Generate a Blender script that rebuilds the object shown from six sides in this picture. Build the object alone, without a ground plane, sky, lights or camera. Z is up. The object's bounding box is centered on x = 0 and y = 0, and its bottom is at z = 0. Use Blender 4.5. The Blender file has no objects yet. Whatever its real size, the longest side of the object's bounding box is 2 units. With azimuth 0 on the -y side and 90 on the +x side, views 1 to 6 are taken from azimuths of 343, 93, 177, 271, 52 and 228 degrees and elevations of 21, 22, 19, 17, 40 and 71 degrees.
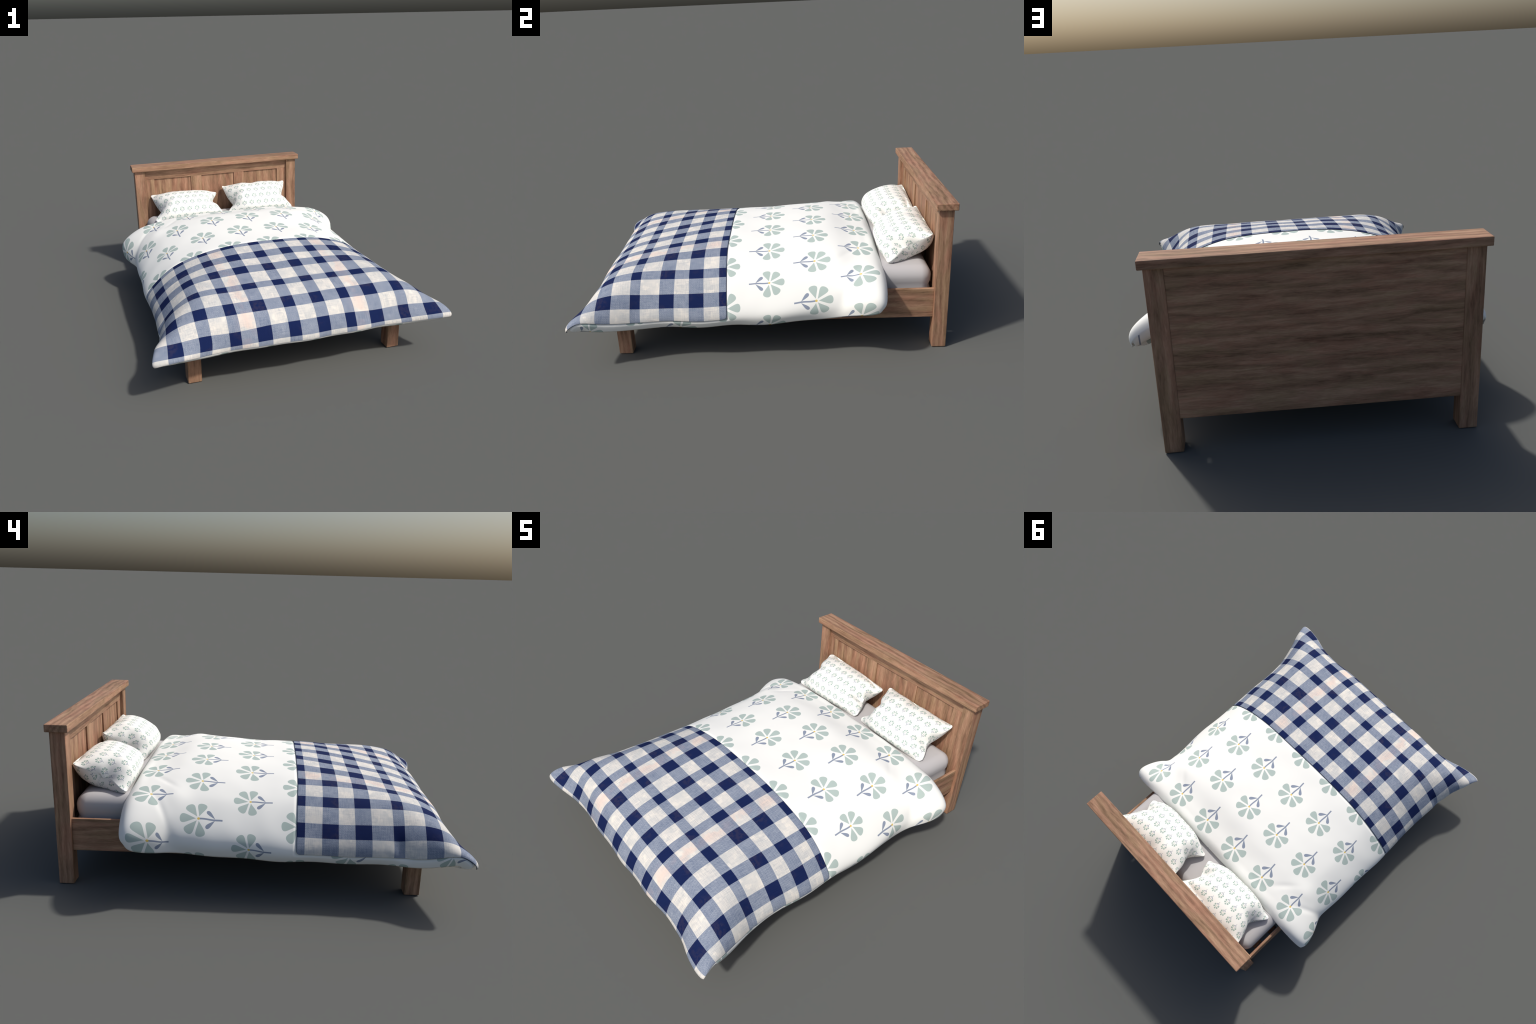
"""Wooden double bed with mattress, flower-printed duvet and pillows, and a gingham throw."""
import bpy, math
import numpy as np
from mathutils import noise as mnoise, Vector

# ------------------------------------------------------------------ helpers
def spline(xs, ys, q):
    """Natural cubic spline through (xs, ys) evaluated at q (ys may be 2-D: one column per curve)."""
    xs = np.asarray(xs, float); ys = np.asarray(ys, float); q = np.asarray(q, float)
    n = len(xs); h = np.diff(xs)
    A = np.zeros((n, n)); r = np.zeros((n,) + ys.shape[1:])
    A[0, 0] = A[-1, -1] = 1
    for i in range(1, n - 1):
        A[i, i - 1], A[i, i], A[i, i + 1] = h[i - 1], 2 * (h[i - 1] + h[i]), h[i]
        r[i] = 6 * ((ys[i + 1] - ys[i]) / h[i] - (ys[i] - ys[i - 1]) / h[i - 1])
    m = np.linalg.solve(A, r)
    k = np.clip(np.searchsorted(xs, q) - 1, 0, n - 2)
    hk = h[k]; a = (xs[k + 1] - q) / hk; b = (q - xs[k]) / hk
    if ys.ndim > 1:
        a, b, hk = a[:, None], b[:, None], hk[:, None]
    return a * ys[k] + b * ys[k + 1] + ((a**3 - a) * m[k] + (b**3 - b) * m[k + 1]) * hk**2 / 6

def smooth01(x):
    x = np.clip(x, 0, 1); return x * x * (3 - 2 * x)

def fbm(p, scale, seed, octaves=3):
    out = np.empty(len(p)); off = Vector((seed * 7.31, seed * 3.17, seed * 1.93))
    for i, v in enumerate(p):
        out[i] = mnoise.fractal(Vector((float(v[0]), float(v[1]), float(v[2]))) * scale + off, 0.8, 2.0, octaves)
    return out

def grid_faces(nu, nv, offset=0, flip=False):
    i, j = np.meshgrid(np.arange(nu - 1), np.arange(nv - 1), indexing="ij")
    a = (i * nv + j + offset).ravel()
    f = np.stack([a, a + nv, a + nv + 1, a + 1], 1)
    return f[:, ::-1] if flip else f

def mesh_object(name, verts, faces, material, smooth=True, parent=None):
    me = bpy.data.meshes.new(name)
    me.from_pydata([tuple(map(float, v)) for v in verts], [], [tuple(map(int, f)) for f in faces])
    me.update()
    ob = bpy.data.objects.new(name, me)
    bpy.context.scene.collection.objects.link(ob)
    me.materials.append(material)
    if smooth:
        me.polygons.foreach_set("use_smooth", [True] * len(me.polygons))
    ob.parent = parent
    return ob

def lay_flat(ob, flat):
    """Cloth is cut flat and then draped: the flat cut is the basis shape and the drape a shape key,
    so that the print (Generated coordinates of the basis) lies on the cloth and follows it."""
    me = ob.data
    draped = np.empty(len(me.vertices) * 3); me.vertices.foreach_get("co", draped)
    me.vertices.foreach_set("co", np.asarray(flat, float).ravel())
    me.use_auto_texspace = False
    me.texspace_location = (0, 0, 0); me.texspace_size = (1, 1, 1)
    ob.shape_key_add(name="flat_cut")
    key = ob.shape_key_add(name="draped")
    key.data.foreach_set("co", draped)
    key.value = 1.0
    me.update()

def box(name, lo, hi, material, parent, bevel=0.004):
    (x0, y0, z0), (x1, y1, z1) = lo, hi
    c = Vector(((x0 + x1) / 2, (y0 + y1) / 2, (z0 + z1) / 2))
    v = [(x, y, z) for x in (x0, x1) for y in (y0, y1) for z in (z0, z1)]
    f = [(0, 1, 3, 2), (4, 6, 7, 5), (0, 4, 5, 1), (2, 3, 7, 6), (0, 2, 6, 4), (1, 5, 7, 3)]
    ob = mesh_object(name, v, f, material, False, parent)
    if bevel:
        m = ob.modifiers.new("rounded_edges", "BEVEL"); m.width = bevel; m.segments = 2
        m.harden_normals = False
    return ob

# ------------------------------------------------------------------ node helpers
class Nodes:
    def __init__(self, tree):
        self.t = tree
    def new(self, kind, **props):
        n = self.t.nodes.new(kind)
        for k, v in props.items():
            setattr(n, k, v)
        return n
    def put(self, socket, value):
        if isinstance(value, bpy.types.NodeSocket):
            self.t.links.new(value, socket)
        elif value is not None:
            socket.default_value = value
    def math(self, op, a, b=None, c=None, clamp=False):
        n = self.new("ShaderNodeMath", operation=op, use_clamp=clamp)
        for s, v in zip(n.inputs, (a, b, c)):
            self.put(s, v)
        return n.outputs[0]
    def mix(self, fac, a, b, blend="MIX"):
        n = self.new("ShaderNodeMix", data_type="RGBA", blend_type=blend)
        self.put(n.inputs[0], fac); self.put(n.inputs[6], a); self.put(n.inputs[7], b)
        return n.outputs[2]
    def xyz(self, x, y, z=0.0):
        n = self.new("ShaderNodeCombineXYZ")
        for s, v in zip(n.inputs, (x, y, z)):
            self.put(s, v)
        return n.outputs[0]
    def split(self, v):
        n = self.new("ShaderNodeSeparateXYZ"); self.put(n.inputs[0], v)
        return n.outputs
    def step(self, value, edge, soft):
        """0 below the edge, 1 above it, over a soft width."""
        n = self.new("ShaderNodeMapRange", interpolation_type="SMOOTHSTEP")
        for s, v in zip(n.inputs[:5], (value, edge - soft, edge + soft, 0.0, 1.0)):
            self.put(s, v)
        return n.outputs[0]
    def noise(self, vec, scale, detail=3, rough=0.55, distortion=0.0):
        n = self.new("ShaderNodeTexNoise")
        self.put(n.inputs["Vector"], vec); n.inputs["Scale"].default_value = scale
        n.inputs["Detail"].default_value = detail; n.inputs["Roughness"].default_value = rough
        n.inputs["Distortion"].default_value = distortion
        return n.outputs[0]
    def ramp(self, fac, stops, interp="LINEAR"):
        n = self.new("ShaderNodeValToRGB"); n.color_ramp.interpolation = interp
        e = n.color_ramp.elements
        while len(e) < len(stops):
            e.new(0.5)
        for el, (p, c) in zip(e, stops):
            el.position = p; el.color = (*c, 1) if len(c) == 3 else c
        self.put(n.inputs[0], fac)
        return n.outputs[0]
    def scale(self, vec, sx, sy, sz):
        n = self.new("ShaderNodeMapping"); self.put(n.inputs[0], vec)
        n.inputs[3].default_value = (sx, sy, sz)
        return n.outputs[0]

def material(name):
    m = bpy.data.materials.new(name); m.use_nodes = True
    b = m.node_tree.nodes["Principled BSDF"]
    return m, Nodes(m.node_tree), b

def bump(N, bsdf, height, strength, distance):
    n = N.new("ShaderNodeBump"); n.inputs["Strength"].default_value = strength
    n.inputs["Distance"].default_value = distance
    N.put(n.inputs["Height"], height)
    N.put(bsdf.inputs["Normal"], n.outputs[0])

def cloth_coordinates(N):
    g = N.new("ShaderNodeTexCoord").outputs["Generated"]
    x, y, _ = N.split(g)
    return N.math("MULTIPLY_ADD", x, 2.0, -1.0), N.math("MULTIPLY_ADD", y, 2.0, -1.0)

# ------------------------------------------------------------------ materials
def wood(name, axis):
    """Reddish brown oiled wood, grain running along axis 0, 1 or 2."""
    m, N, b = material(name)
    co = N.new("ShaderNodeTexCoord").outputs["Object"]
    rnd = N.new("ShaderNodeObjectInfo").outputs["Random"]
    off = N.new("ShaderNodeVectorMath", operation="ADD"); N.put(off.inputs[0], co)
    N.put(off.inputs[1], N.xyz(N.math("MULTIPLY", rnd, 7.0), N.math("MULTIPLY", rnd, 13.0), N.math("MULTIPLY", rnd, 5.0)))
    v = off.outputs[0]
    def s(along, across):
        k = [across] * 3; k[axis] = along
        return N.scale(v, *k)
    broad = N.noise(s(2.2, 9.0), 1.0, 4, 0.6, 0.9)
    streak = N.noise(s(11.0, 120.0), 1.0, 4, 0.66, 0.6)
    fibre = N.noise(s(40.0, 400.0), 1.0, 3, 0.75, 0.2)
    blotch = N.noise(s(5.5, 30.0), 1.0, 4, 0.62, 1.2)
    hue = N.noise(s(4.5, 24.0), 1.0, 3, 0.55, 0.8)
    ring = N.new("ShaderNodeTexWave", wave_type="RINGS", rings_direction="SPHERICAL")
    N.put(ring.inputs["Vector"], s(0.55, 3.4)); ring.inputs["Scale"].default_value = 3.2
    ring.inputs["Distortion"].default_value = 7.0; ring.inputs["Detail"].default_value = 4.0
    ring.inputs["Detail Scale"].default_value = 1.4
    tone = N.math("ADD", N.math("MULTIPLY", broad, 0.24), N.math("MULTIPLY", streak, 0.32))
    tone = N.math("ADD", tone, N.math("MULTIPLY", ring.outputs["Fac"], 0.10))
    tone = N.math("ADD", tone, N.math("MULTIPLY", blotch, 0.22))
    tone = N.math("ADD", tone, N.math("MULTIPLY", fibre, 0.16))
    col = N.ramp(tone, [(0.38, WOOD[0]), (0.47, WOOD[1]), (0.555, WOOD[2]), (0.66, WOOD[3])])
    col = N.mix(N.math("MULTIPLY", N.step(hue, 0.57, 0.10), 0.60), col, N.mix(1.0, col, (0.86, 0.95, 0.84, 1), "MULTIPLY"))
    col = N.mix(N.math("MULTIPLY", N.step(N.math("SUBTRACT", 1.0, hue), 0.57, 0.10), 0.60), col, N.mix(1.0, col, (1.05, 0.89, 0.90, 1), "MULTIPLY"))
    N.put(b.inputs["Base Color"], col)
    b.inputs["Roughness"].default_value = 0.62
    b.inputs["Specular IOR Level"].default_value = 0.3
    bump(N, b, N.math("ADD", N.math("MULTIPLY", streak, 0.6), fibre), 0.25, 0.0015)
    return m

WOOD = [(0.165, 0.090, 0.053), (0.275, 0.155, 0.096), (0.370, 0.215, 0.136), (0.49, 0.302, 0.195)]

def flower_group(r0, width, power):
    """One printed flower per cell of a half-drop repeat: mask of petals, of stem and leaves, of the eye."""
    g = bpy.data.node_groups.new("flower_print", "ShaderNodeTree")
    for nm in ("s", "t", "soft"):
        g.interface.new_socket(nm, in_out="INPUT", socket_type="NodeSocketFloat")
    for nm in ("petals", "stem", "eye"):
        g.interface.new_socket(nm, in_out="OUTPUT", socket_type="NodeSocketFloat")
    N = Nodes(g)
    gi = N.new("NodeGroupInput"); go = N.new("NodeGroupOutput")
    s, t, soft = gi.outputs[0], gi.outputs[1], gi.outputs[2]
    PS, PT = 0.2475, 0.2435
    col = N.math("FLOOR", N.math("ADD", N.math("DIVIDE", t, PT), 0.5))
    ty = N.math("SUBTRACT", t, N.math("MULTIPLY", col, PT))                       # + towards the foot
    odd = N.math("MULTIPLY", N.math("FLOORED_MODULO", col, 2.0), 0.5)
    u = N.math("ADD", N.math("SUBTRACT", N.math("DIVIDE", s, PS), odd), 0.5)
    sx = N.math("MULTIPLY", N.math("SUBTRACT", N.math("FRACT", u), 0.5), PS)
    ax = N.math("ABSOLUTE", sx)
    up = N.math("MULTIPLY", ty, -1.0)
    def teardrop(px, py, ox, oy, ang, r0, r1, width, power):
        """Pointed at (ox, oy)+r0, rounded at r1, along an angle from the head direction."""
        c, d = math.cos(ang), math.sin(ang)
        x, y = N.math("SUBTRACT", px, ox), N.math("SUBTRACT", py, oy)
        along = N.math("ADD", N.math("MULTIPLY", x, d), N.math("MULTIPLY", y, c))
        side = N.math("ABSOLUTE", N.math("SUBTRACT", N.math("MULTIPLY", x, c), N.math("MULTIPLY", y, d)))
        p = N.math("DIVIDE", N.math("SUBTRACT", along, r0), r1 - r0, clamp=True)
        w = N.math("MULTIPLY", N.math("POWER", p, power), N.math("SQRT", N.math("SUBTRACT", 1.0, N.math("POWER", p, 5.0))))
        w = N.math("MULTIPLY", w, width)
        # signed distance-like value, positive inside
        dist = N.math("SUBTRACT", w, side)
        dist = N.math("MINIMUM", dist, N.math("SUBTRACT", along, r0))
        n = N.new("ShaderNodeMapRange", interpolation_type="SMOOTHSTEP")
        N.put(n.inputs[0], dist); n.inputs[1].default_value = 0.0; N.put(n.inputs[2], N.math("MULTIPLY", soft, 2.0))
        return n.outputs[0]
    def both(a, c): return N.math("MAXIMUM", a, c)
    pet = teardrop(sx, up, 0.0, 0.0, 0.0, r0, 0.084, width, power)
    for ang, r1 in ((53, 0.083), (102, 0.081)):
        pet = both(pet, teardrop(ax, up, 0.0, 0.0, math.radians(ang), r0, r1, width, power))
    leaf = teardrop(ax, up, 0.002, -0.078, math.radians(43), 0.0, 0.057, 0.0150, 0.95)
    wob = N.math("ADD", sx, N.math("MULTIPLY", N.math("SINE", N.math("MULTIPLY", up, 70.0)), 0.0012))
    def soft_in(d):
        n = N.new("ShaderNodeMapRange", interpolation_type="SMOOTHSTEP")
        N.put(n.inputs[0], d); N.put(n.inputs[1], N.math("MULTIPLY", soft, -1.0)); N.put(n.inputs[2], soft)
        return n.outputs[0]
    bar = N.math("MINIMUM", N.math("SUBTRACT", 0.0042, N.math("ABSOLUTE", wob)),
                 N.math("MINIMUM", N.math("ADD", up, 0.112), N.math("SUBTRACT", -0.002, up)))
    stem = both(leaf, soft_in(bar))
    r = N.math("SQRT", N.math("ADD", N.math("MULTIPLY", sx, sx), N.math("MULTIPLY", up, up)))
    eye = soft_in(N.math("SUBTRACT", 0.0060, r))
    for sock, v in zip(go.inputs, (pet, stem, eye)):
        N.put(sock, v)
    return g

FLOWER, SMALL_FLOWER = flower_group(0.009, 0.0345, 1.12), flower_group(0.020, 0.0335, 0.85)
WHITE = (0.875, 0.88, 0.845, 1)

def flower_cloth(name, group, repeat, shift_s, shift_t, tint):
    m, N, b = material(name)
    s, t = cloth_coordinates(N)
    f = N.new("ShaderNodeGroup"); f.node_tree = group
    N.put(f.inputs[0], N.math("MULTIPLY", N.math("SUBTRACT", s, shift_s), repeat))
    N.put(f.inputs[1], N.math("MULTIPLY", N.math("SUBTRACT", t, shift_t), repeat))
    f.inputs[2].default_value = 0.0006 * max(1.0, repeat * 0.4)
    st = N.xyz(s, t, 0.0)
    cloud = N.noise(st, 9.0 * repeat, 2)
    petal = N.mix(cloud, tint[0], tint[1])
    leaf = N.mix(cloud, (0.235, 0.285, 0.37, 1), (0.285, 0.325, 0.415, 1))
    c = N.mix(f.outputs[0], WHITE, petal)
    c = N.mix(f.outputs[1], c, leaf)
    c = N.mix(f.outputs[2], c, (0.74, 0.55, 0.16, 1))
    N.put(b.inputs["Base Color"], c)
    b.inputs["Roughness"].default_value = 0.9
    b.inputs["Specular IOR Level"].default_value = 0.12
    weave = N.noise(st, 900.0, 1)
    bump(N, b, weave, 0.08, 0.0005)
    return m

def gingham(name):
    """Navy and cream check. Stripe edges in metres along one repeat of the cloth."""
    m, N, b = material(name)
    s, t = cloth_coordinates(N)
    REP_S, REP_T = 0.643, 0.650
    # (start, end) of the dark stripes inside the repeat
    def stripes(c, origin, rep, bars):
        d = N.math("FLOORED_MODULO", N.math("SUBTRACT", c, origin), rep)
        out = None
        for a, e in bars:
            half, mid = (e - a) / 2, (a + e) / 2
            v = N.step(N.math("SUBTRACT", half, N.math("ABSOLUTE", N.math("SUBTRACT", d, mid))), 0.0, 0.0010)
            out = v if out is None else N.math("MAXIMUM", out, v)
        return out, d
    ws, ds = stripes(s, -0.402 - 0.080, REP_S, [(0.049, 0.109), (0.196, 0.278), (0.372, 0.438), (0.531, 0.601)])
    wt, dt = stripes(t, 0.680, REP_T, [(0.0, 0.080), (0.164, 0.2415), (0.319, 0.3965), (0.4985, 0.5515)])
    both = N.math("MULTIPLY", ws, wt)
    either = N.math("MAXIMUM", ws, wt)
    st = N.xyz(s, t, 0.0)
    # twill: fine threads crossing
    thread = 1 / 0.0056
    wob = N.noise(st, 60.0, 2)
    a = N.math("SINE", N.math("MULTIPLY", N.math("ADD", s, N.math("MULTIPLY", wob, 0.004)), 2 * math.pi * thread))
    c2 = N.math("SINE", N.math("MULTIPLY", N.math("ADD", t, N.math("MULTIPLY", wob, 0.003)), 2 * math.pi * thread))
    dg = N.math("SINE", N.math("MULTIPLY", N.math("ADD", s, t), math.pi * thread))
    weave = N.math("MULTIPLY", N.math("MULTIPLY", a, c2), N.math("MULTIPLY_ADD", dg, 0.5, 0.8))
    weave01 = N.math("MULTIPLY_ADD", weave, 0.5, 0.5)
    slub = N.noise(N.scale(st, 260.0, 18.0, 1.0), 1.0, 3, 0.6)
    slub2 = N.noise(N.scale(st, 18.0, 260.0, 1.0), 1.0, 3, 0.6)
    cloud = N.noise(st, 16.0, 4, 0.6)
    warm = N.step(N.noise(st, 21.0, 2), 0.58, 0.07)
    crisp = N.step(N.noise(st, 5.0, 2), 0.46, 0.12)               # places where threads read
    cream = N.mix(N.step(cloud, 0.5, 0.16), CHECK["cream_dark"], CHECK["cream"])
    cream = N.mix(N.math("MULTIPLY", warm, 0.7), cream, CHECK["cream_warm"])
    spot = N.step(N.noise(N.xyz(N.math("DIVIDE", ds, REP_S), N.math("DIVIDE", dt, REP_T), 3.3), 9.0, 2), 0.52, 0.08)
    lane = N.math("SUBTRACT", 1.0, N.math("DIVIDE", N.math("ABSOLUTE", N.math("SUBTRACT", ds, 0.150)), 0.075), clamp=True)
    pinkm = N.math("MULTIPLY", N.math("MULTIPLY", spot, lane), 0.55, clamp=True)
    cream = N.mix(pinkm, cream, CHECK["pink"])
    threads = N.math("ADD", N.math("ADD", slub, slub2), N.math("MULTIPLY", weave01, 0.35))
    cream = N.mix(N.math("MULTIPLY", N.step(threads, 1.22, 0.16), N.math("MULTIPLY_ADD", crisp, 0.42, 0.12)), cream, (0.36, 0.38, 0.42, 1))
    thread_mix = N.math("MULTIPLY", N.math("SUBTRACT", weave01, 0.5), N.math("MULTIPLY_ADD", crisp, 2.0, 0.6))
    mottle = N.math("MULTIPLY", N.math("SUBTRACT", N.math("ADD", slub, slub2), 1.0), 0.9)
    mid = N.mix(N.math("ADD", N.math("ADD", thread_mix, 0.46), N.math("ADD", mottle, N.math("MULTIPLY", N.math("SUBTRACT", cloud, 0.5), 0.5)), clamp=True),
                CHECK["mid_dark"], CHECK["mid_light"])
    mid = N.mix(N.math("MULTIPLY", pinkm, 0.5), mid, (0.33, 0.26, 0.30, 1))
    navy = N.mix(N.math("ADD", N.math("MULTIPLY", weave01, 0.5), N.math("MULTIPLY", slub, 0.5)), CHECK["navy_dark"], CHECK["navy"])
    rust = N.math("MULTIPLY", N.step(N.noise(st, 7.0, 2), 0.55, 0.08), N.step(N.noise(st, 55.0, 2), 0.48, 0.10))
    navy = N.mix(N.math("MULTIPLY", rust, 0.5), navy, (0.038, 0.035, 0.074, 1))
    c = N.mix(either, cream, mid)
    c = N.mix(both, c, navy)
    N.put(b.inputs["Base Color"], c)
    b.inputs["Roughness"].default_value = 0.92
    b.inputs["Specular IOR Level"].default_value = 0.1
    bump(N, b, weave01, 0.25, 0.0008)
    return m

CHECK = dict(cream=(0.71, 0.68, 0.63, 1), cream_dark=(0.60, 0.60, 0.58, 1), cream_warm=(0.80, 0.755, 0.68, 1), pink=(0.78, 0.57, 0.48, 1),
             mid_dark=(0.075, 0.115, 0.205, 1), mid_light=(0.40, 0.435, 0.50, 1),
             navy=(0.011, 0.024, 0.100, 1), navy_dark=(0.005, 0.010, 0.050, 1))

def sheet_material():
    m, N, b = material("grey_sheet")
    co = N.new("ShaderNodeTexCoord").outputs["Object"]
    N.put(b.inputs["Base Color"], N.mix(N.noise(co, 6.0, 2), (0.46, 0.45, 0.46, 1), (0.50, 0.49, 0.495, 1)))
    b.inputs["Roughness"].default_value = 0.9; b.inputs["Specular IOR Level"].default_value = 0.1
    bump(N, b, N.noise(co, 700.0, 1), 0.08, 0.0005)
    return m

def dark_rim_material():
    m, N, b = material("dark_navy_rim")
    co = N.new("ShaderNodeTexCoord").outputs["Object"]
    N.put(b.inputs["Base Color"], N.mix(N.noise(co, 300.0, 2), (0.018, 0.03, 0.06, 1), (0.06, 0.075, 0.11, 1)))
    b.inputs["Roughness"].default_value = 0.95
    return m

WOOD_X, WOOD_Y, WOOD_Z = wood("wood_grain_across", 0), wood("wood_grain_lengthwise", 1), wood("wood_grain_upright", 2)
DUVET_CLOTH = flower_cloth("duvet_flower_print", FLOWER, 1.0, 0.157, 0.485 - 2 * 0.2435, ((0.415, 0.505, 0.475, 1), (0.455, 0.545, 0.515, 1)))
PILLOW_CLOTH = flower_cloth("pillow_flower_print", SMALL_FLOWER, 4.4, 0.0, 0.0, ((0.345, 0.45, 0.41, 1), (0.39, 0.50, 0.455, 1)))
CHECK_CLOTH = gingham("navy_gingham")
SHEET = sheet_material()
DARK_RIM = dark_rim_material()

# ------------------------------------------------------------------ bed frame
def empty(name):
    e = bpy.data.objects.new(name, None); bpy.context.scene.collection.objects.link(e)
    return e

XL, XR = -0.633, 0.621          # outer faces of the legs
LEG = 0.075
bed = empty("bed")
bed["label"] = "wooden bed frame with panelled headboard and grey mattress"
bed["category"] = "bed"

headboard = box("headboard", (XL + LEG - 0.002, 0.944, 0.150), (XR - LEG + 0.002, 0.9795, 0.776), WOOD_X, bed, 0.003)
for x0 in (XL, XR - LEG):
    box("head_post", (x0, 0.907, 0.0), (x0 + LEG, 0.982, 0.7755), WOOD_Z, bed)
    box("foot_leg", (x0, -0.797, 0.0), (x0 + LEG, -0.721, 0.245), WOOD_Z, bed)
box("cap_rail", (-0.651, 0.888, 0.774), (0.639, 0.998, 0.811), WOOD_X, headboard, 0.004)
FACE, BACK = 0.926, 0.946
stiles = [(XL + LEG - 0.001, -0.490), (-0.213, -0.131), (0.124, 0.201), (0.475, XR - LEG + 0.001)]
for a, c in stiles:
    box("headboard_stile", (a, FACE, 0.30), (c, BACK, 0.7035), WOOD_Z, headboard, 0.0015)
box("headboard_top_rail", (XL + LEG - 0.001, FACE, 0.7035), (XR - LEG + 0.001, BACK, 0.775), WOOD_X, headboard, 0.0015)
box("headboard_bottom_rail", (XL + LEG - 0.001, FACE, 0.175), (XR - LEG + 0.001, BACK, 0.30), WOOD_X, headboard, 0.0015)
for (a, c), (d, e) in zip(stiles, stiles[1:]):
    box("headboard_panel", (c - 0.001, 0.9345, 0.299), (d + 0.001, 0.945, 0.7045), WOOD_Z, headboard, 0)
for x0 in (XL + 0.017, XR - 0.017 - 0.017):
    box("side_rail", (x0, -0.722, 0.174), (x0 + 0.017, 0.908, 0.340), WOOD_Y, bed, 0.003)
box("foot_rail", (XL + LEG - 0.001, -0.785, 0.176), (XR - LEG + 0.001, -0.761, 0.335), WOOD_X, bed, 0.003)
slat0 = None
for k in range(13):
    y = -0.70 + k * 0.126
    if slat0 is None:
        slat0 = box("slat", (XL + 0.045, -0.03, 0.232), (XR - 0.045, 0.03, 0.250), WOOD_X, bed, 0.003)
        ob = slat0
    else:
        ob = slat0.copy(); bpy.context.scene.collection.objects.link(ob)
    ob.location.y = y

# mattress: rounded box with a soft piping bulge
def mattress():
    lo, hi = np.array((-0.578, -0.742, 0.251)), np.array((0.568, 0.905, 0.442))
    r = 0.060
    n = 22
    def axis(a, c, m):
        return np.concatenate([a + r * (1 - np.cos(np.linspace(0, np.pi / 2, n))),
                               np.linspace(a + r, c - r, m)[1:-1],
                               c - r * (1 - np.cos(np.linspace(0, np.pi / 2, n)))[::-1]])
    ax = [axis(lo[i], hi[i], m) for i, m in ((0, 24), (1, 34), (2, 4))]
    V, F, off = [], [], 0
    c, h = (lo + hi) / 2, (hi - lo) / 2
    for k in range(3):
        i, j = [(1, 2), (2, 0), (0, 1)][k]
        for side in (0, 1):
            A, B = np.meshgrid(ax[i], ax[j], indexing="ij")
            P = np.zeros(A.shape + (3,)); P[..., i] = A; P[..., j] = B; P[..., k] = (lo, hi)[side][k]
            inner = np.clip(P, lo + r, hi - r)
            d = P - inner; L = np.linalg.norm(d, axis=-1, keepdims=True)
            P = inner + d / np.maximum(L, 1e-9) * np.minimum(r, np.maximum(L, 1e-9))
            V.append(P.reshape(-1, 3)); F.append(grid_faces(*A.shape, off, side == 0)); off += A.size
    V = np.concatenate(V); F = np.concatenate(F)
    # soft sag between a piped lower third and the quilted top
    z = (V[:, 2] - lo[2]) / (hi[2] - lo[2])
    side = np.exp(-((z - 0.42) / 0.09) ** 2) * 0.010
    d = V - c; d[:, 2] = 0
    edge = np.maximum(np.abs(d[:, 0]) / h[0], np.abs(d[:, 1]) / h[1])
    nrm = np.where((np.abs(d[:, 0]) / h[0] > np.abs(d[:, 1]) / h[1])[:, None], np.sign(d) * (1, 0, 0), np.sign(d) * (0, 1, 0))
    V = V - nrm * (side * (edge > 0.93))[:, None]
    ob = mesh_object("mattress", V, F, SHEET, True, bed)
    import bmesh
    bm = bmesh.new(); bm.from_mesh(ob.data); bmesh.ops.remove_doubles(bm, verts=bm.verts, dist=1e-5)
    bmesh.ops.recalc_face_normals(bm, faces=bm.faces); bm.to_mesh(ob.data); bm.free()
    ob.data.polygons.foreach_set("use_smooth", [True] * len(ob.data.polygons))
    return ob
mattress()

# ------------------------------------------------------------------ draped cloth surface
# s runs across the cloth (+ towards +x), t runs from the first flower row near the head to the foot.
COL = [0.0, 0.24, 0.40, 0.565, 0.725, 0.83, 0.90]
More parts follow.
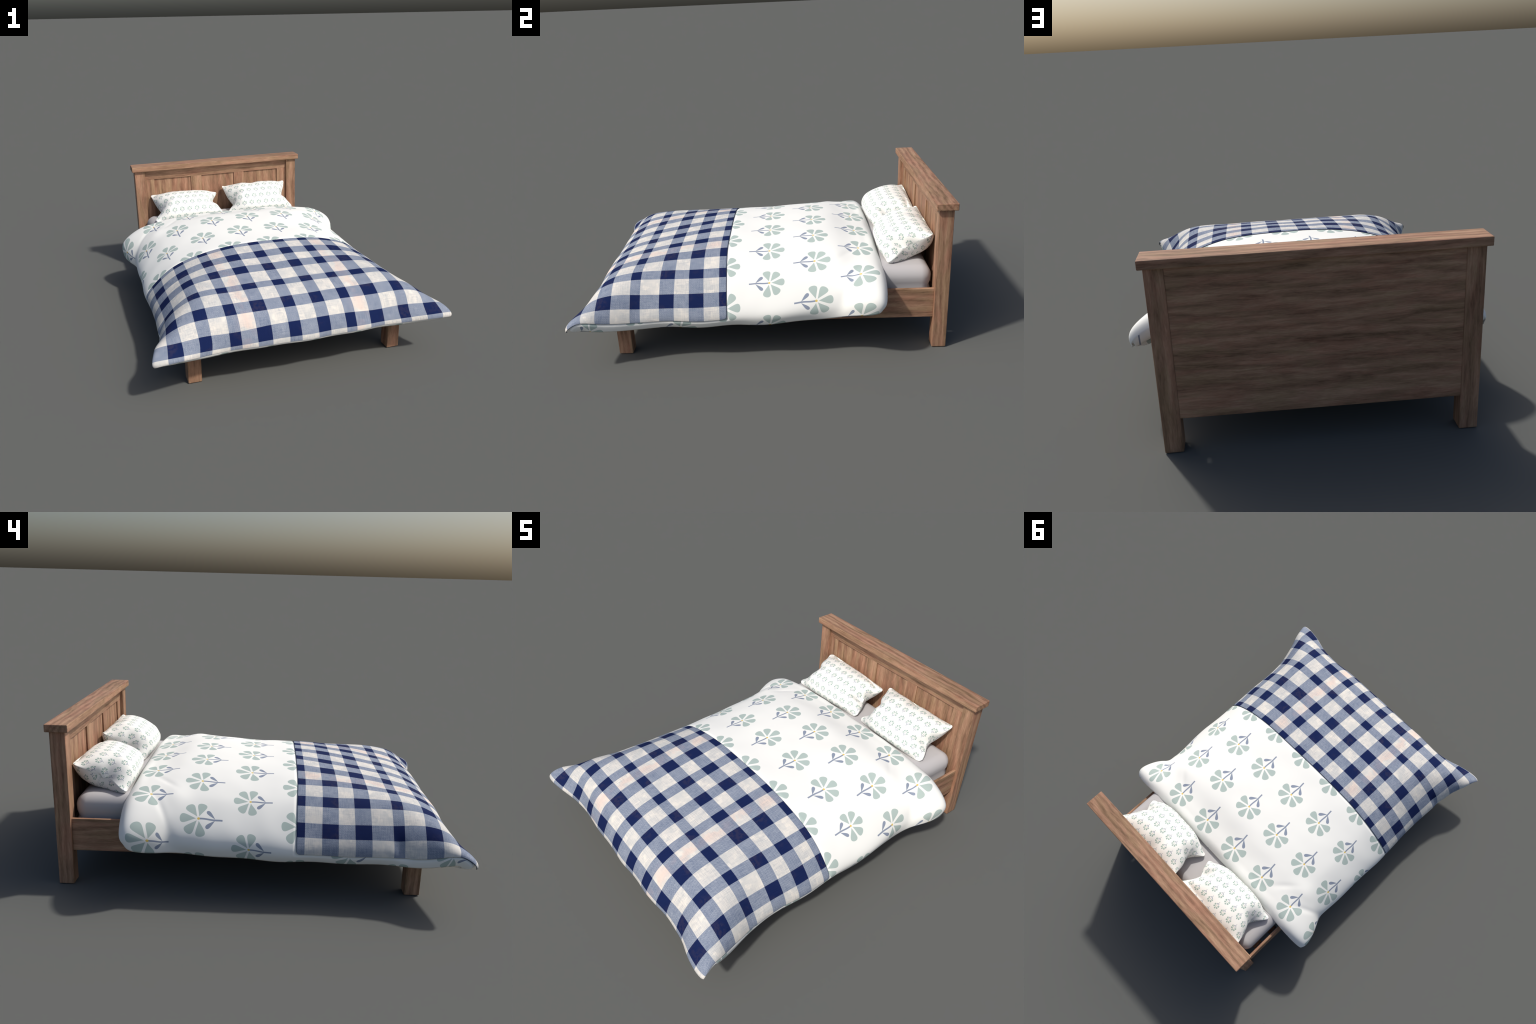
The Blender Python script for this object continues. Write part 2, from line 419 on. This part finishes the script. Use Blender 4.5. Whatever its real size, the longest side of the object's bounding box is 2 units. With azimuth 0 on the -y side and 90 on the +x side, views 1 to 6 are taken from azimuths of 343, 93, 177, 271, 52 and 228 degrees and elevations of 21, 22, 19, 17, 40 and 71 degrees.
#      t      y     heights z at COL                                       x of the last four columns      sideways drift of y
ROWS = [
    (-0.136, 0.640, (0.464, 0.463, 0.455, 0.434, 0.388, 0.334, 0.304), (0.560, 0.690, 0.768, 0.770), (0.008, 0.010, -0.002, -0.020)),
    (-0.075, 0.602, (0.503, 0.501, 0.491, 0.467, 0.424, 0.350, 0.284), (0.560, 0.698, 0.782, 0.778), (0.003, 0.007, -0.003, -0.010)),
    ( 0.000, 0.527, (0.518, 0.514, 0.502, 0.471, 0.412, 0.330, 0.266), (0.558, 0.696, 0.762, 0.764), (-0.005, -0.014, -0.018, -0.014)),
    ( 0.110, 0.418, (0.539, 0.534, 0.514, 0.466, 0.384, 0.298, 0.240), (0.551, 0.676, 0.723, 0.720), (0.0, 0.0, 0.0, 0.0)),
    ( 0.2415, 0.289, (0.546, 0.541, 0.516, 0.462, 0.372, 0.282, 0.224), (0.548, 0.670, 0.720, 0.706), (-0.003, -0.003, 0.0, 0.0)),
    ( 0.485, 0.044, (0.537, 0.526, 0.499, 0.447, 0.352, 0.264, 0.207), (0.553, 0.676, 0.732, 0.714), (0.0, 0.002, 0.0, 0.0)),
    ( 0.742, -0.210, (0.527, 0.519, 0.496, 0.441, 0.345, 0.252, 0.202), (0.551, 0.677, 0.733, 0.712), (0.006, 0.010, 0.012, 0.012)),
    ( 0.883, -0.350, (0.511, 0.505, 0.489, 0.438, 0.342, 0.250, 0.200), (0.555, 0.682, 0.735, 0.714), (0.006, 0.013, 0.014, 0.014)),
    ( 1.038, -0.501, (0.486, 0.485, 0.477, 0.440, 0.341, 0.250, 0.200), (0.558, 0.681, 0.733, 0.714), (0.005, 0.007, 0.008, 0.008)),
    ( 1.204, -0.665, (0.457, 0.456, 0.4535, 0.438, 0.346, 0.254, 0.203), (0.561, 0.688, 0.745, 0.728), (0.002, 0.008, 0.010, 0.010)),
    ( 1.370, -0.821, (0.408, 0.410, 0.409, 0.4065, 0.357, 0.270, 0.214), (0.564, 0.711, 0.778, 0.768), (0.0, 0.005, 0.006, 0.008)),
    ( 1.455, -0.885, (0.363, 0.362, 0.357, 0.358, 0.338, 0.290, 0.230), (0.564, 0.718, 0.804, 0.788), (0.002, -0.008, 0.000, 0.008)),
    ( 1.533, -0.936, (0.300, 0.299, 0.290, 0.292, 0.298, 0.289, 0.238), (0.562, 0.718, 0.821, 0.798), (0.004, -0.019, -0.012, 0.012)),
    ( 1.612, -0.957, (0.234, 0.237, 0.239, 0.236, 0.249, 0.244, 0.226), (0.570, 0.720, 0.823, 0.790), (0.004, -0.036, -0.029, 0.010)),
    ( 1.650, -0.940, (0.218, 0.220, 0.220, 0.216, 0.224, 0.225, 0.222), (0.567, 0.712, 0.785, 0.765), (0.004, -0.020, -0.008, 0.014)),
]
T0, T1, S1 = ROWS[0][0], ROWS[-1][0], COL[-1]

def drape(S, T):
    """Position of cloth points (flat arrays S, T), smooth through the profile table."""
    ts = [r[0] for r in ROWS]
    y0 = spline(ts, [r[1] for r in ROWS], T)
    zc = spline(ts, [r[2] for r in ROWS], T)
    xc = spline(ts, [(0.0, 0.24, 0.397) + r[3] for r in ROWS], T)
    dc = spline(ts, [(0.0, 0.0, 0.0) + r[4] for r in ROWS], T)
    return y0, zc, xc, dc

def drape_grid(su, tv):
    """Surface on the grid su x tv."""
    y0, zc, xc, dc = drape(None, np.asarray(tv))
    c = np.array(COL)
    cc = np.concatenate([-c[:0:-1], c])
    q = np.asarray(su)
    P = np.zeros((len(su), len(tv), 3))
    def full(a, odd):
        m = a[:, :0:-1] * (-1 if odd else 1)
        return np.concatenate([m, a], 1).T           # (columns, nt)
    P[..., 0] = spline(cc, full(xc, True), q)
    P[..., 1] = y0[None, :] + spline(cc, full(dc, False), q)
    P[..., 2] = spline(cc, full(zc, False), q)
    S, T = np.meshgrid(q, tv, indexing="ij")
    # the -x head corner hangs a little lower than the +x one
    low = smooth01((np.abs(S) - 0.60) / 0.25) * np.exp(-((T + 0.05) / 0.22) ** 2) * np.where(S < 0, 1.0, 0.0)
    P[..., 2] -= 0.020 * low
    P[..., 0] -= 0.004 * low
    # the foot hem waves in and out
    P[..., 1] += smooth01((T - 1.50) / 0.10) * (0.004 + 0.008 * np.exp(-((S + 0.34) / 0.20) ** 2) + 0.005 * np.exp(-((S - 0.42) / 0.09) ** 2) - 0.003 * np.cos(S * 23))
    P[..., 0] -= np.where(S < 0, 0.006, 0.0) * smooth01((np.abs(S) - 0.6) / 0.2) * np.exp(-((T - 0.42) / 0.36) ** 4)
    # side hems wave a little
    P[..., 0] += np.sign(S) * smooth01((np.abs(S) - 0.72) / 0.15) * 0.003 * np.sin(T * 14 + 2 * np.sign(S))
    P[..., 2] += smooth01((np.abs(S) - 0.72) / 0.15) * 0.003 * np.sin(T * 19 + np.sign(S))
    # and the whole drape sits a little towards -x
    P[..., 0] -= 0.008 * smooth01((np.abs(S) - 0.55) / 0.25) * (1 - smooth01((T - 1.2) / 0.2))
    return P, S, T

def normals(P):
    du = np.gradient(P, axis=0); dv = np.gradient(P, axis=1)
    n = np.cross(dv, du)
    n /= np.maximum(np.linalg.norm(n, axis=-1, keepdims=True), 1e-9)
    return n

def dent(S, T, s, t, ls, lt, depth, turn=0.0):
    c, d = math.cos(turn), math.sin(turn)
    a = (S - s) * c + (T - t) * d; b = -(S - s) * d + (T - t) * c
    return -depth * np.exp(-(a / ls) ** 2 - (b / lt) ** 2)

def cloth_relief(S, T):
    """Folds and soft lumps pressed into the duvet (metres along the normal)."""
    r = np.zeros_like(S)
    for sg in (-1, 1):
        r += dent(S, T, sg * (0.51 if sg > 0 else 0.59), 0.125, 0.09, 0.065, -0.012)
        r += dent(S, T, sg * 0.80, 0.100, 0.06, 0.040, 0.006, 0.2 * sg)
        r += dent(S, T, sg * 0.66, 0.045, 0.10, 0.018, 0.004, 0.5 * sg)
        r += dent(S, T, sg * 0.47, 0.060, 0.08, 0.016, 0.003, 0.8 * sg)
    # fuller where the cloth turns over the foot of the mattress
    r += dent(S, T, -0.36, 1.455, 0.26, 0.055, -0.011)
    r += dent(S, T, 0.30, 1.455, 0.30, 0.050, -0.005)
    r += dent(S, T, -0.80, 1.22, 0.07, 0.034, 0.011, -0.5)
    r += dent(S, T, 0.80, 1.20, 0.08, 0.040, 0.003, 0.45)
    r += dent(S, T, -0.30, -0.04, 0.22, 0.025, 0.004)
    r += dent(S, T, 0.25, -0.05, 0.20, 0.025, 0.004)
    # pressed flat by the weight of the throw
    r -= 0.0055 * smooth01((0.838 + 0.010 - np.abs(S)) / 0.012) * smooth01((T - 0.708) / 0.012) * smooth01((1.622 - T) / 0.012)
    pts = np.stack([S.ravel(), T.ravel(), np.zeros(S.size)], 1)
    r += (fbm(pts, 5.0, 3, 2) * 0.0030).reshape(S.shape)
    return r

def edge_distance(S, T):
    return np.minimum(S1 - np.abs(S), np.minimum(T - T0, T1 - T))

def duvet():
    su = np.linspace(-S1, S1, 221); tv = np.linspace(T0, T1, 221)
    P, S, T = drape_grid(su, tv)
    n = normals(P)
    P = P + n * cloth_relief(S, T)[..., None] * smooth01(edge_distance(S, T) / 0.05)[..., None]
    # its foot corners stay inside the tips of the throw
    w = np.exp(-(np.hypot(S1 - np.abs(S), T1 - T) / 0.10) ** 2)[..., None]
    P = P + w * np.stack([-np.sign(S) * 0.020, 0.020 + 0 * S, 0.000 + 0 * S], -1)
    n = normals(P)
    d = edge_distance(S, T)
    thick = 0.055 * np.sqrt(1 - (1 - np.clip(d / 0.06, 0, 1)) ** 2)
    thick += 0.045 * smooth01((np.abs(S) - 0.5) / 0.2) * np.exp(-(np.maximum(T, 0) / 0.14) ** 2) * np.sqrt(1 - (1 - np.clip(d / 0.06, 0, 1)) ** 2)
    to_corner = np.hypot(S1 - np.abs(S), np.minimum(T - T0, T1 - T))
    thick *= np.where(T > 0.7, smooth01(to_corner / 0.24), smooth01(to_corner / 0.13))
    # the end towards the head is a blunt roll: its underside lies below, not behind, the seam
    w = (np.exp(-((T - T0) / 0.10) ** 2) * smooth01((S1 - np.abs(S)) / 0.11))[..., None]
    down = -n * (1 - w) + np.array((0, -0.25, -1.0)) * w
    Q = P + down / np.linalg.norm(down, axis=-1, keepdims=True) * thick[..., None]
    nu, nv = S.shape
    top = np.arange(nu * nv).reshape(nu, nv)
    bot = top.copy(); inner = np.zeros((nu, nv), bool); inner[1:-1, 1:-1] = True
    bot[inner] = nu * nv + np.arange(inner.sum())
    V = np.concatenate([P.reshape(-1, 3), Q[inner]])
    # the print runs on round the edge to the underside
    side = S1 - np.abs(S) <= np.minimum(T - T0, T1 - T)
    Sb = np.where(side, np.sign(S) * (2 * S1 - np.abs(S)), S)
    Tb = np.where(side, T, np.where(T - T0 < T1 - T, 2 * T0 - T, 2 * T1 - T))
    flat = np.concatenate([np.stack([S, T, 0 * S], -1).reshape(-1, 3), np.stack([Sb, Tb, 0 * S], -1)[inner]])
    def quads(idx, flip):
        q = np.stack([idx[:-1, :-1], idx[1:, :-1], idx[1:, 1:], idx[:-1, 1:]], -1).reshape(-1, 4)
        return q[:, ::-1] if flip else q
    F = np.concatenate([quads(top, True), quads(bot, False)])
    ob = mesh_object("duvet", V, F, DUVET_CLOTH)
    lay_flat(ob, flat)
    ob["label"] = "puffy white duvet printed with sage green flowers"
    ob["category"] = "duvet"
    return ob
duvet()

# ------------------------------------------------------------------ gingham throw
def throw():
    W, A, B, R = 0.838, 0.720, 1.612, 0.026
    nu, nv = 261, 171
    u, v = np.meshgrid(np.linspace(-W, W, nu), np.linspace(A, B, nv), indexing="ij")
    # round the four corners
    S, T = u.copy(), v.copy()
    mid = (A + B) / 2
    for sg in (-1, 1):
        for end, rad in ((A, R), (B, 0.020)):
            c_s, c_t = sg * (W - rad), end + (rad if end < mid else -rad)
            a = (u - c_s) / (sg * rad); b = (v - c_t) / (rad * (1 if end > mid else -1))
            m = (a > 0) & (b > 0)
            S[m] = (c_s + sg * rad * a * np.sqrt(np.maximum(0, 1 - b**2 / 2)))[m]
            T[m] = (c_t + rad * (1 if end > mid else -1) * b * np.sqrt(np.maximum(0, 1 - a**2 / 2)))[m]
    # sample the draped surface finely and look the throw's points up in it
    su = np.linspace(-S1, S1, 361); tv = np.linspace(0.60, T1, 321)
    P, GS, GT = drape_grid(su, tv)
    n = normals(P)
    P = P + n * cloth_relief(GS, GT)[..., None] * smooth01(edge_distance(GS, GT) / 0.05)[..., None]
    n = normals(P)
    def look(G):
        fi = (S + S1) / (2 * S1) * 360; fj = (T - 0.60) / (T1 - 0.60) * 320
        i = np.clip(fi.astype(int), 0, 359); j = np.clip(fj.astype(int), 0, 319)
        a = (fi - i)[..., None]; b = (fj - j)[..., None]
        return (G[i, j] * (1 - a) * (1 - b) + G[i + 1, j] * a * (1 - b) + G[i, j + 1] * (1 - a) * b + G[i + 1, j + 1] * a * b)
    Pt, nt = look(P), look(n)
    lo = (Pt + nt * 0.002).reshape(-1, 3); hi = (Pt + nt * 0.0065).reshape(-1, 3)
    N0 = nu * nv
    top = np.arange(N0).reshape(nu, nv); bot = top + N0
    def quads(idx, flip):
        q = np.stack([idx[:-1, :-1], idx[1:, :-1], idx[1:, 1:], idx[:-1, 1:]], -1).reshape(-1, 4)
        return q[:, ::-1] if flip else q
    rim = np.concatenate([top[:, 0], top[-1, 1:], top[-2::-1, -1], top[0, -2:0:-1]])
    rim2 = np.roll(rim, -1)
    wall = np.stack([rim, rim2, rim2 + N0, rim + N0], 1)
    F = np.concatenate([quads(top, True), quads(bot, False), wall])
    V = np.concatenate([hi, lo])
    flat = np.stack([S, T, 0 * S], -1).reshape(-1, 3)
    ob = mesh_object("throw_blanket", V, F, CHECK_CLOTH)
    ob.data.materials.append(DARK_RIM)
    k = len(F) - len(wall)
    for p in list(ob.data.polygons)[k:]:
        p.material_index = 1
    lay_flat(ob, np.concatenate([flat, flat]))
    ob["label"] = "navy and cream gingham throw blanket across the foot"
    ob["category"] = "throw blanket"
    return ob
throw()

# ------------------------------------------------------------------ pillows
def pillow(corners, section, pinches, dents, seed, shift):
    """corners: top left, top right, bottom right, bottom left as seen from the foot.
    section: (y, z) of the plump front from the bottom seam over the belly to the top seam."""
    tl, tr, br, bl = (np.array(c) for c in corners)
    nu, nv = 131, 91
    ease = lambda k: 0.75 * np.sin(np.linspace(-np.pi / 2, np.pi / 2, k)) + 0.25 * np.linspace(-1, 1, k)
    u, v = np.meshgrid(ease(nu), ease(nv), indexing="ij")       # -x to +x, bottom to top
    a, b = u.copy(), v.copy()
    ra, rb = 0.10, 0.17                                         # rounded ears
    for sa in (-1, 1):
        for sb in (-1, 1):
            p = (u * sa - (1 - ra)) / ra; q = (v * sb - (1 - rb)) / rb
            m = (p > 0) & (q > 0)
            a[m] = (sa * (1 - ra + ra * p * np.sqrt(np.maximum(0, 1 - q * q / 2))))[m]
            b[m] = (sb * (1 - rb + rb * q * np.sqrt(np.maximum(0, 1 - p * p / 2))))[m]
    def ruled(a, b):
        A, B = (a + 1) / 2, (b + 1) / 2
        return ((1 - A) * (1 - B))[..., None] * bl + (A * (1 - B))[..., None] * br + ((1 - A) * B)[..., None] * tl + (A * B)[..., None] * tr
    M = ruled(a, b)
    ux = (tr + br - tl - bl) / 2; ux /= np.linalg.norm(ux)
    uy = (tl + tr - bl - br) / 2; uy = uy - ux * (uy @ ux); uy /= np.linalg.norm(uy)
    un = np.cross(ux, uy)                                       # towards the foot and up
    M = M - (np.sign(a) * np.abs(a) ** 4 * (1 - b**2) * 0.024)[..., None] * ux
    # the ends are drawn in between two floppy ears
    slack = np.ones_like(u)
    for end, pv, depth in pinches:
        w = np.clip(u * end, 0, 1) ** 5 * np.exp(-((v - pv) / 0.42) ** 2)
        M = M - (end * w * depth)[..., None] * ux
        slack -= np.clip(u * end, 0, 1) ** 4 * np.exp(-((v - pv) / 0.28) ** 2) * depth * 9
    # the seam (widest loop) and the plump section in the middle
    kb = np.linspace(-1, 1, len(section))
    sec = spline(kb, np.array(section), v.ravel()).reshape(nu, nv, 2)
    mid = ruled(np.zeros_like(v), v)
    lift = np.zeros_like(M); lift[..., 1] = sec[..., 0] - mid[..., 1]; lift[..., 2] = sec[..., 1] - mid[..., 2]
    puff = np.clip(1 - np.abs(u) ** 3.2, 0, 1) ** 0.66 * slack
    seam = np.clip(1 - np.abs(u) ** 2.0, 0, 1)
    prof = puff * np.clip(1 - np.abs(v) ** 3.2, 0, 1) ** 0.5
    pts = np.stack([u.ravel() * 0.25, v.ravel() * 0.14, np.zeros(u.size)], 1)
    relief = (fbm(pts, 9.0, seed, 2) * 0.005).reshape(u.shape)
    for (pa, pb, la, lb, depth, turn) in dents:
        relief += dent(u, v, pa, pb, la, lb, depth, turn)
    front = M + lift * puff[..., None] + un * (relief * np.minimum(1, prof * 4))[..., None]
    edge = lift[:, [0]] * ((1 - v) / 2)[..., None] + lift[:, [-1]] * ((1 + v) / 2)[..., None]
    back = M + edge * puff[..., None] - un * (0.10 * prof)[..., None]
    for G in (front, back):
        G[..., 2] = np.maximum(G[..., 2], 0.4435)
        G[..., 1] = np.minimum(G[..., 1], 0.9240)
    N0 = nu * nv
    top = np.arange(N0).reshape(nu, nv)
    bot = top.copy(); inner = np.zeros((nu, nv), bool); inner[1:-1, 1:-1] = True
    bot[inner] = N0 + np.arange(inner.sum())
    V = np.concatenate([front.reshape(-1, 3), back[inner]])
    # flat cut of the cloth: mean of arc length and plain proportion, so that the print follows the surface
    def arc(G, axis):
        d = np.linalg.norm(np.diff(G, axis=axis), axis=-1)
        L = np.concatenate([np.zeros_like(np.take(d, [0], axis)), np.cumsum(d, axis)], axis)
        return L - np.take(L, [L.shape[axis] // 2], axis)
    aa, bb = arc(front, 0), arc(front, 1)
    fs = 0.4 * a * 0.5 * np.ptp(aa[:, nv // 2]) + 0.6 * aa
    ft = -(0.4 * b * 0.5 * np.ptp(bb[nu // 2]) + 0.6 * bb)
    flat_t = np.stack([fs + shift[0], ft + shift[1], 0 * a], -1)
    flat_b = np.stack([fs + shift[0], (2 * np.abs(ft).max() * np.sign(ft) - ft) + shift[1], 0 * a], -1)
    flat = np.concatenate([flat_t.reshape(-1, 3), flat_b[inner]])
    def quads(idx, flip):
        q = np.stack([idx[:-1, :-1], idx[1:, :-1], idx[1:, 1:], idx[:-1, 1:]], -1).reshape(-1, 4)
        return q[:, ::-1] if flip else q
    F = np.concatenate([quads(top, False), quads(bot, True)])
    ob = mesh_object("pillow", V, F, PILLOW_CLOTH)
    lay_flat(ob, flat)
    ob["label"] = "plump white pillow with small green flower print"
    ob["category"] = "pillow"
    return ob

pillow([(-0.533, 0.914, 0.590), (-0.022, 0.905, 0.568), (-0.022, 0.684, 0.460), (-0.544, 0.658, 0.460)],
       [(0.665, 0.447), (0.639, 0.480), (0.634, 0.526), (0.656, 0.568), (0.703, 0.597), (0.763, 0.615), (0.830, 0.618), (0.886, 0.603), (0.915, 0.578)],
       [(-1, -0.20, 0.042), (1, 0.15, 0.036)],
       [(-0.88, 0.0, 0.22, 0.15, 0.044, 0.35), (0.84, 0.0, 0.22, 0.15, 0.050, -0.35), (0.62, 0.70, 0.40, 0.07, 0.008, 0.0), (-0.60, 0.9, 0.14, 0.2, 0.018, 0)], 5, (0.011, 0.02))
pillow([(0.014, 0.909, 0.613), (0.523, 0.905, 0.613), (0.517, 0.682, 0.455), (0.003, 0.684, 0.462)],
       [(0.668, 0.447), (0.642, 0.480), (0.637, 0.524), (0.657, 0.566), (0.705, 0.604), (0.765, 0.629), (0.832, 0.637), (0.886, 0.622), (0.915, 0.595)],
       [(-1, -0.30, 0.046), (1, -0.10, 0.034)],
       [(-0.88, 0.05, 0.20, 0.14, 0.040, 0.35), (0.86, -0.08, 0.22, 0.15, 0.050, -0.35), (-0.12, 0.85, 0.15, 0.30, 0.034, 0.0), (-0.84, 0.75, 0.14, 0.16, -0.006, 0.6), (0.55, -0.35, 0.12, 0.10, 0.008, 0.7)], 9, (0.03, 0.015))
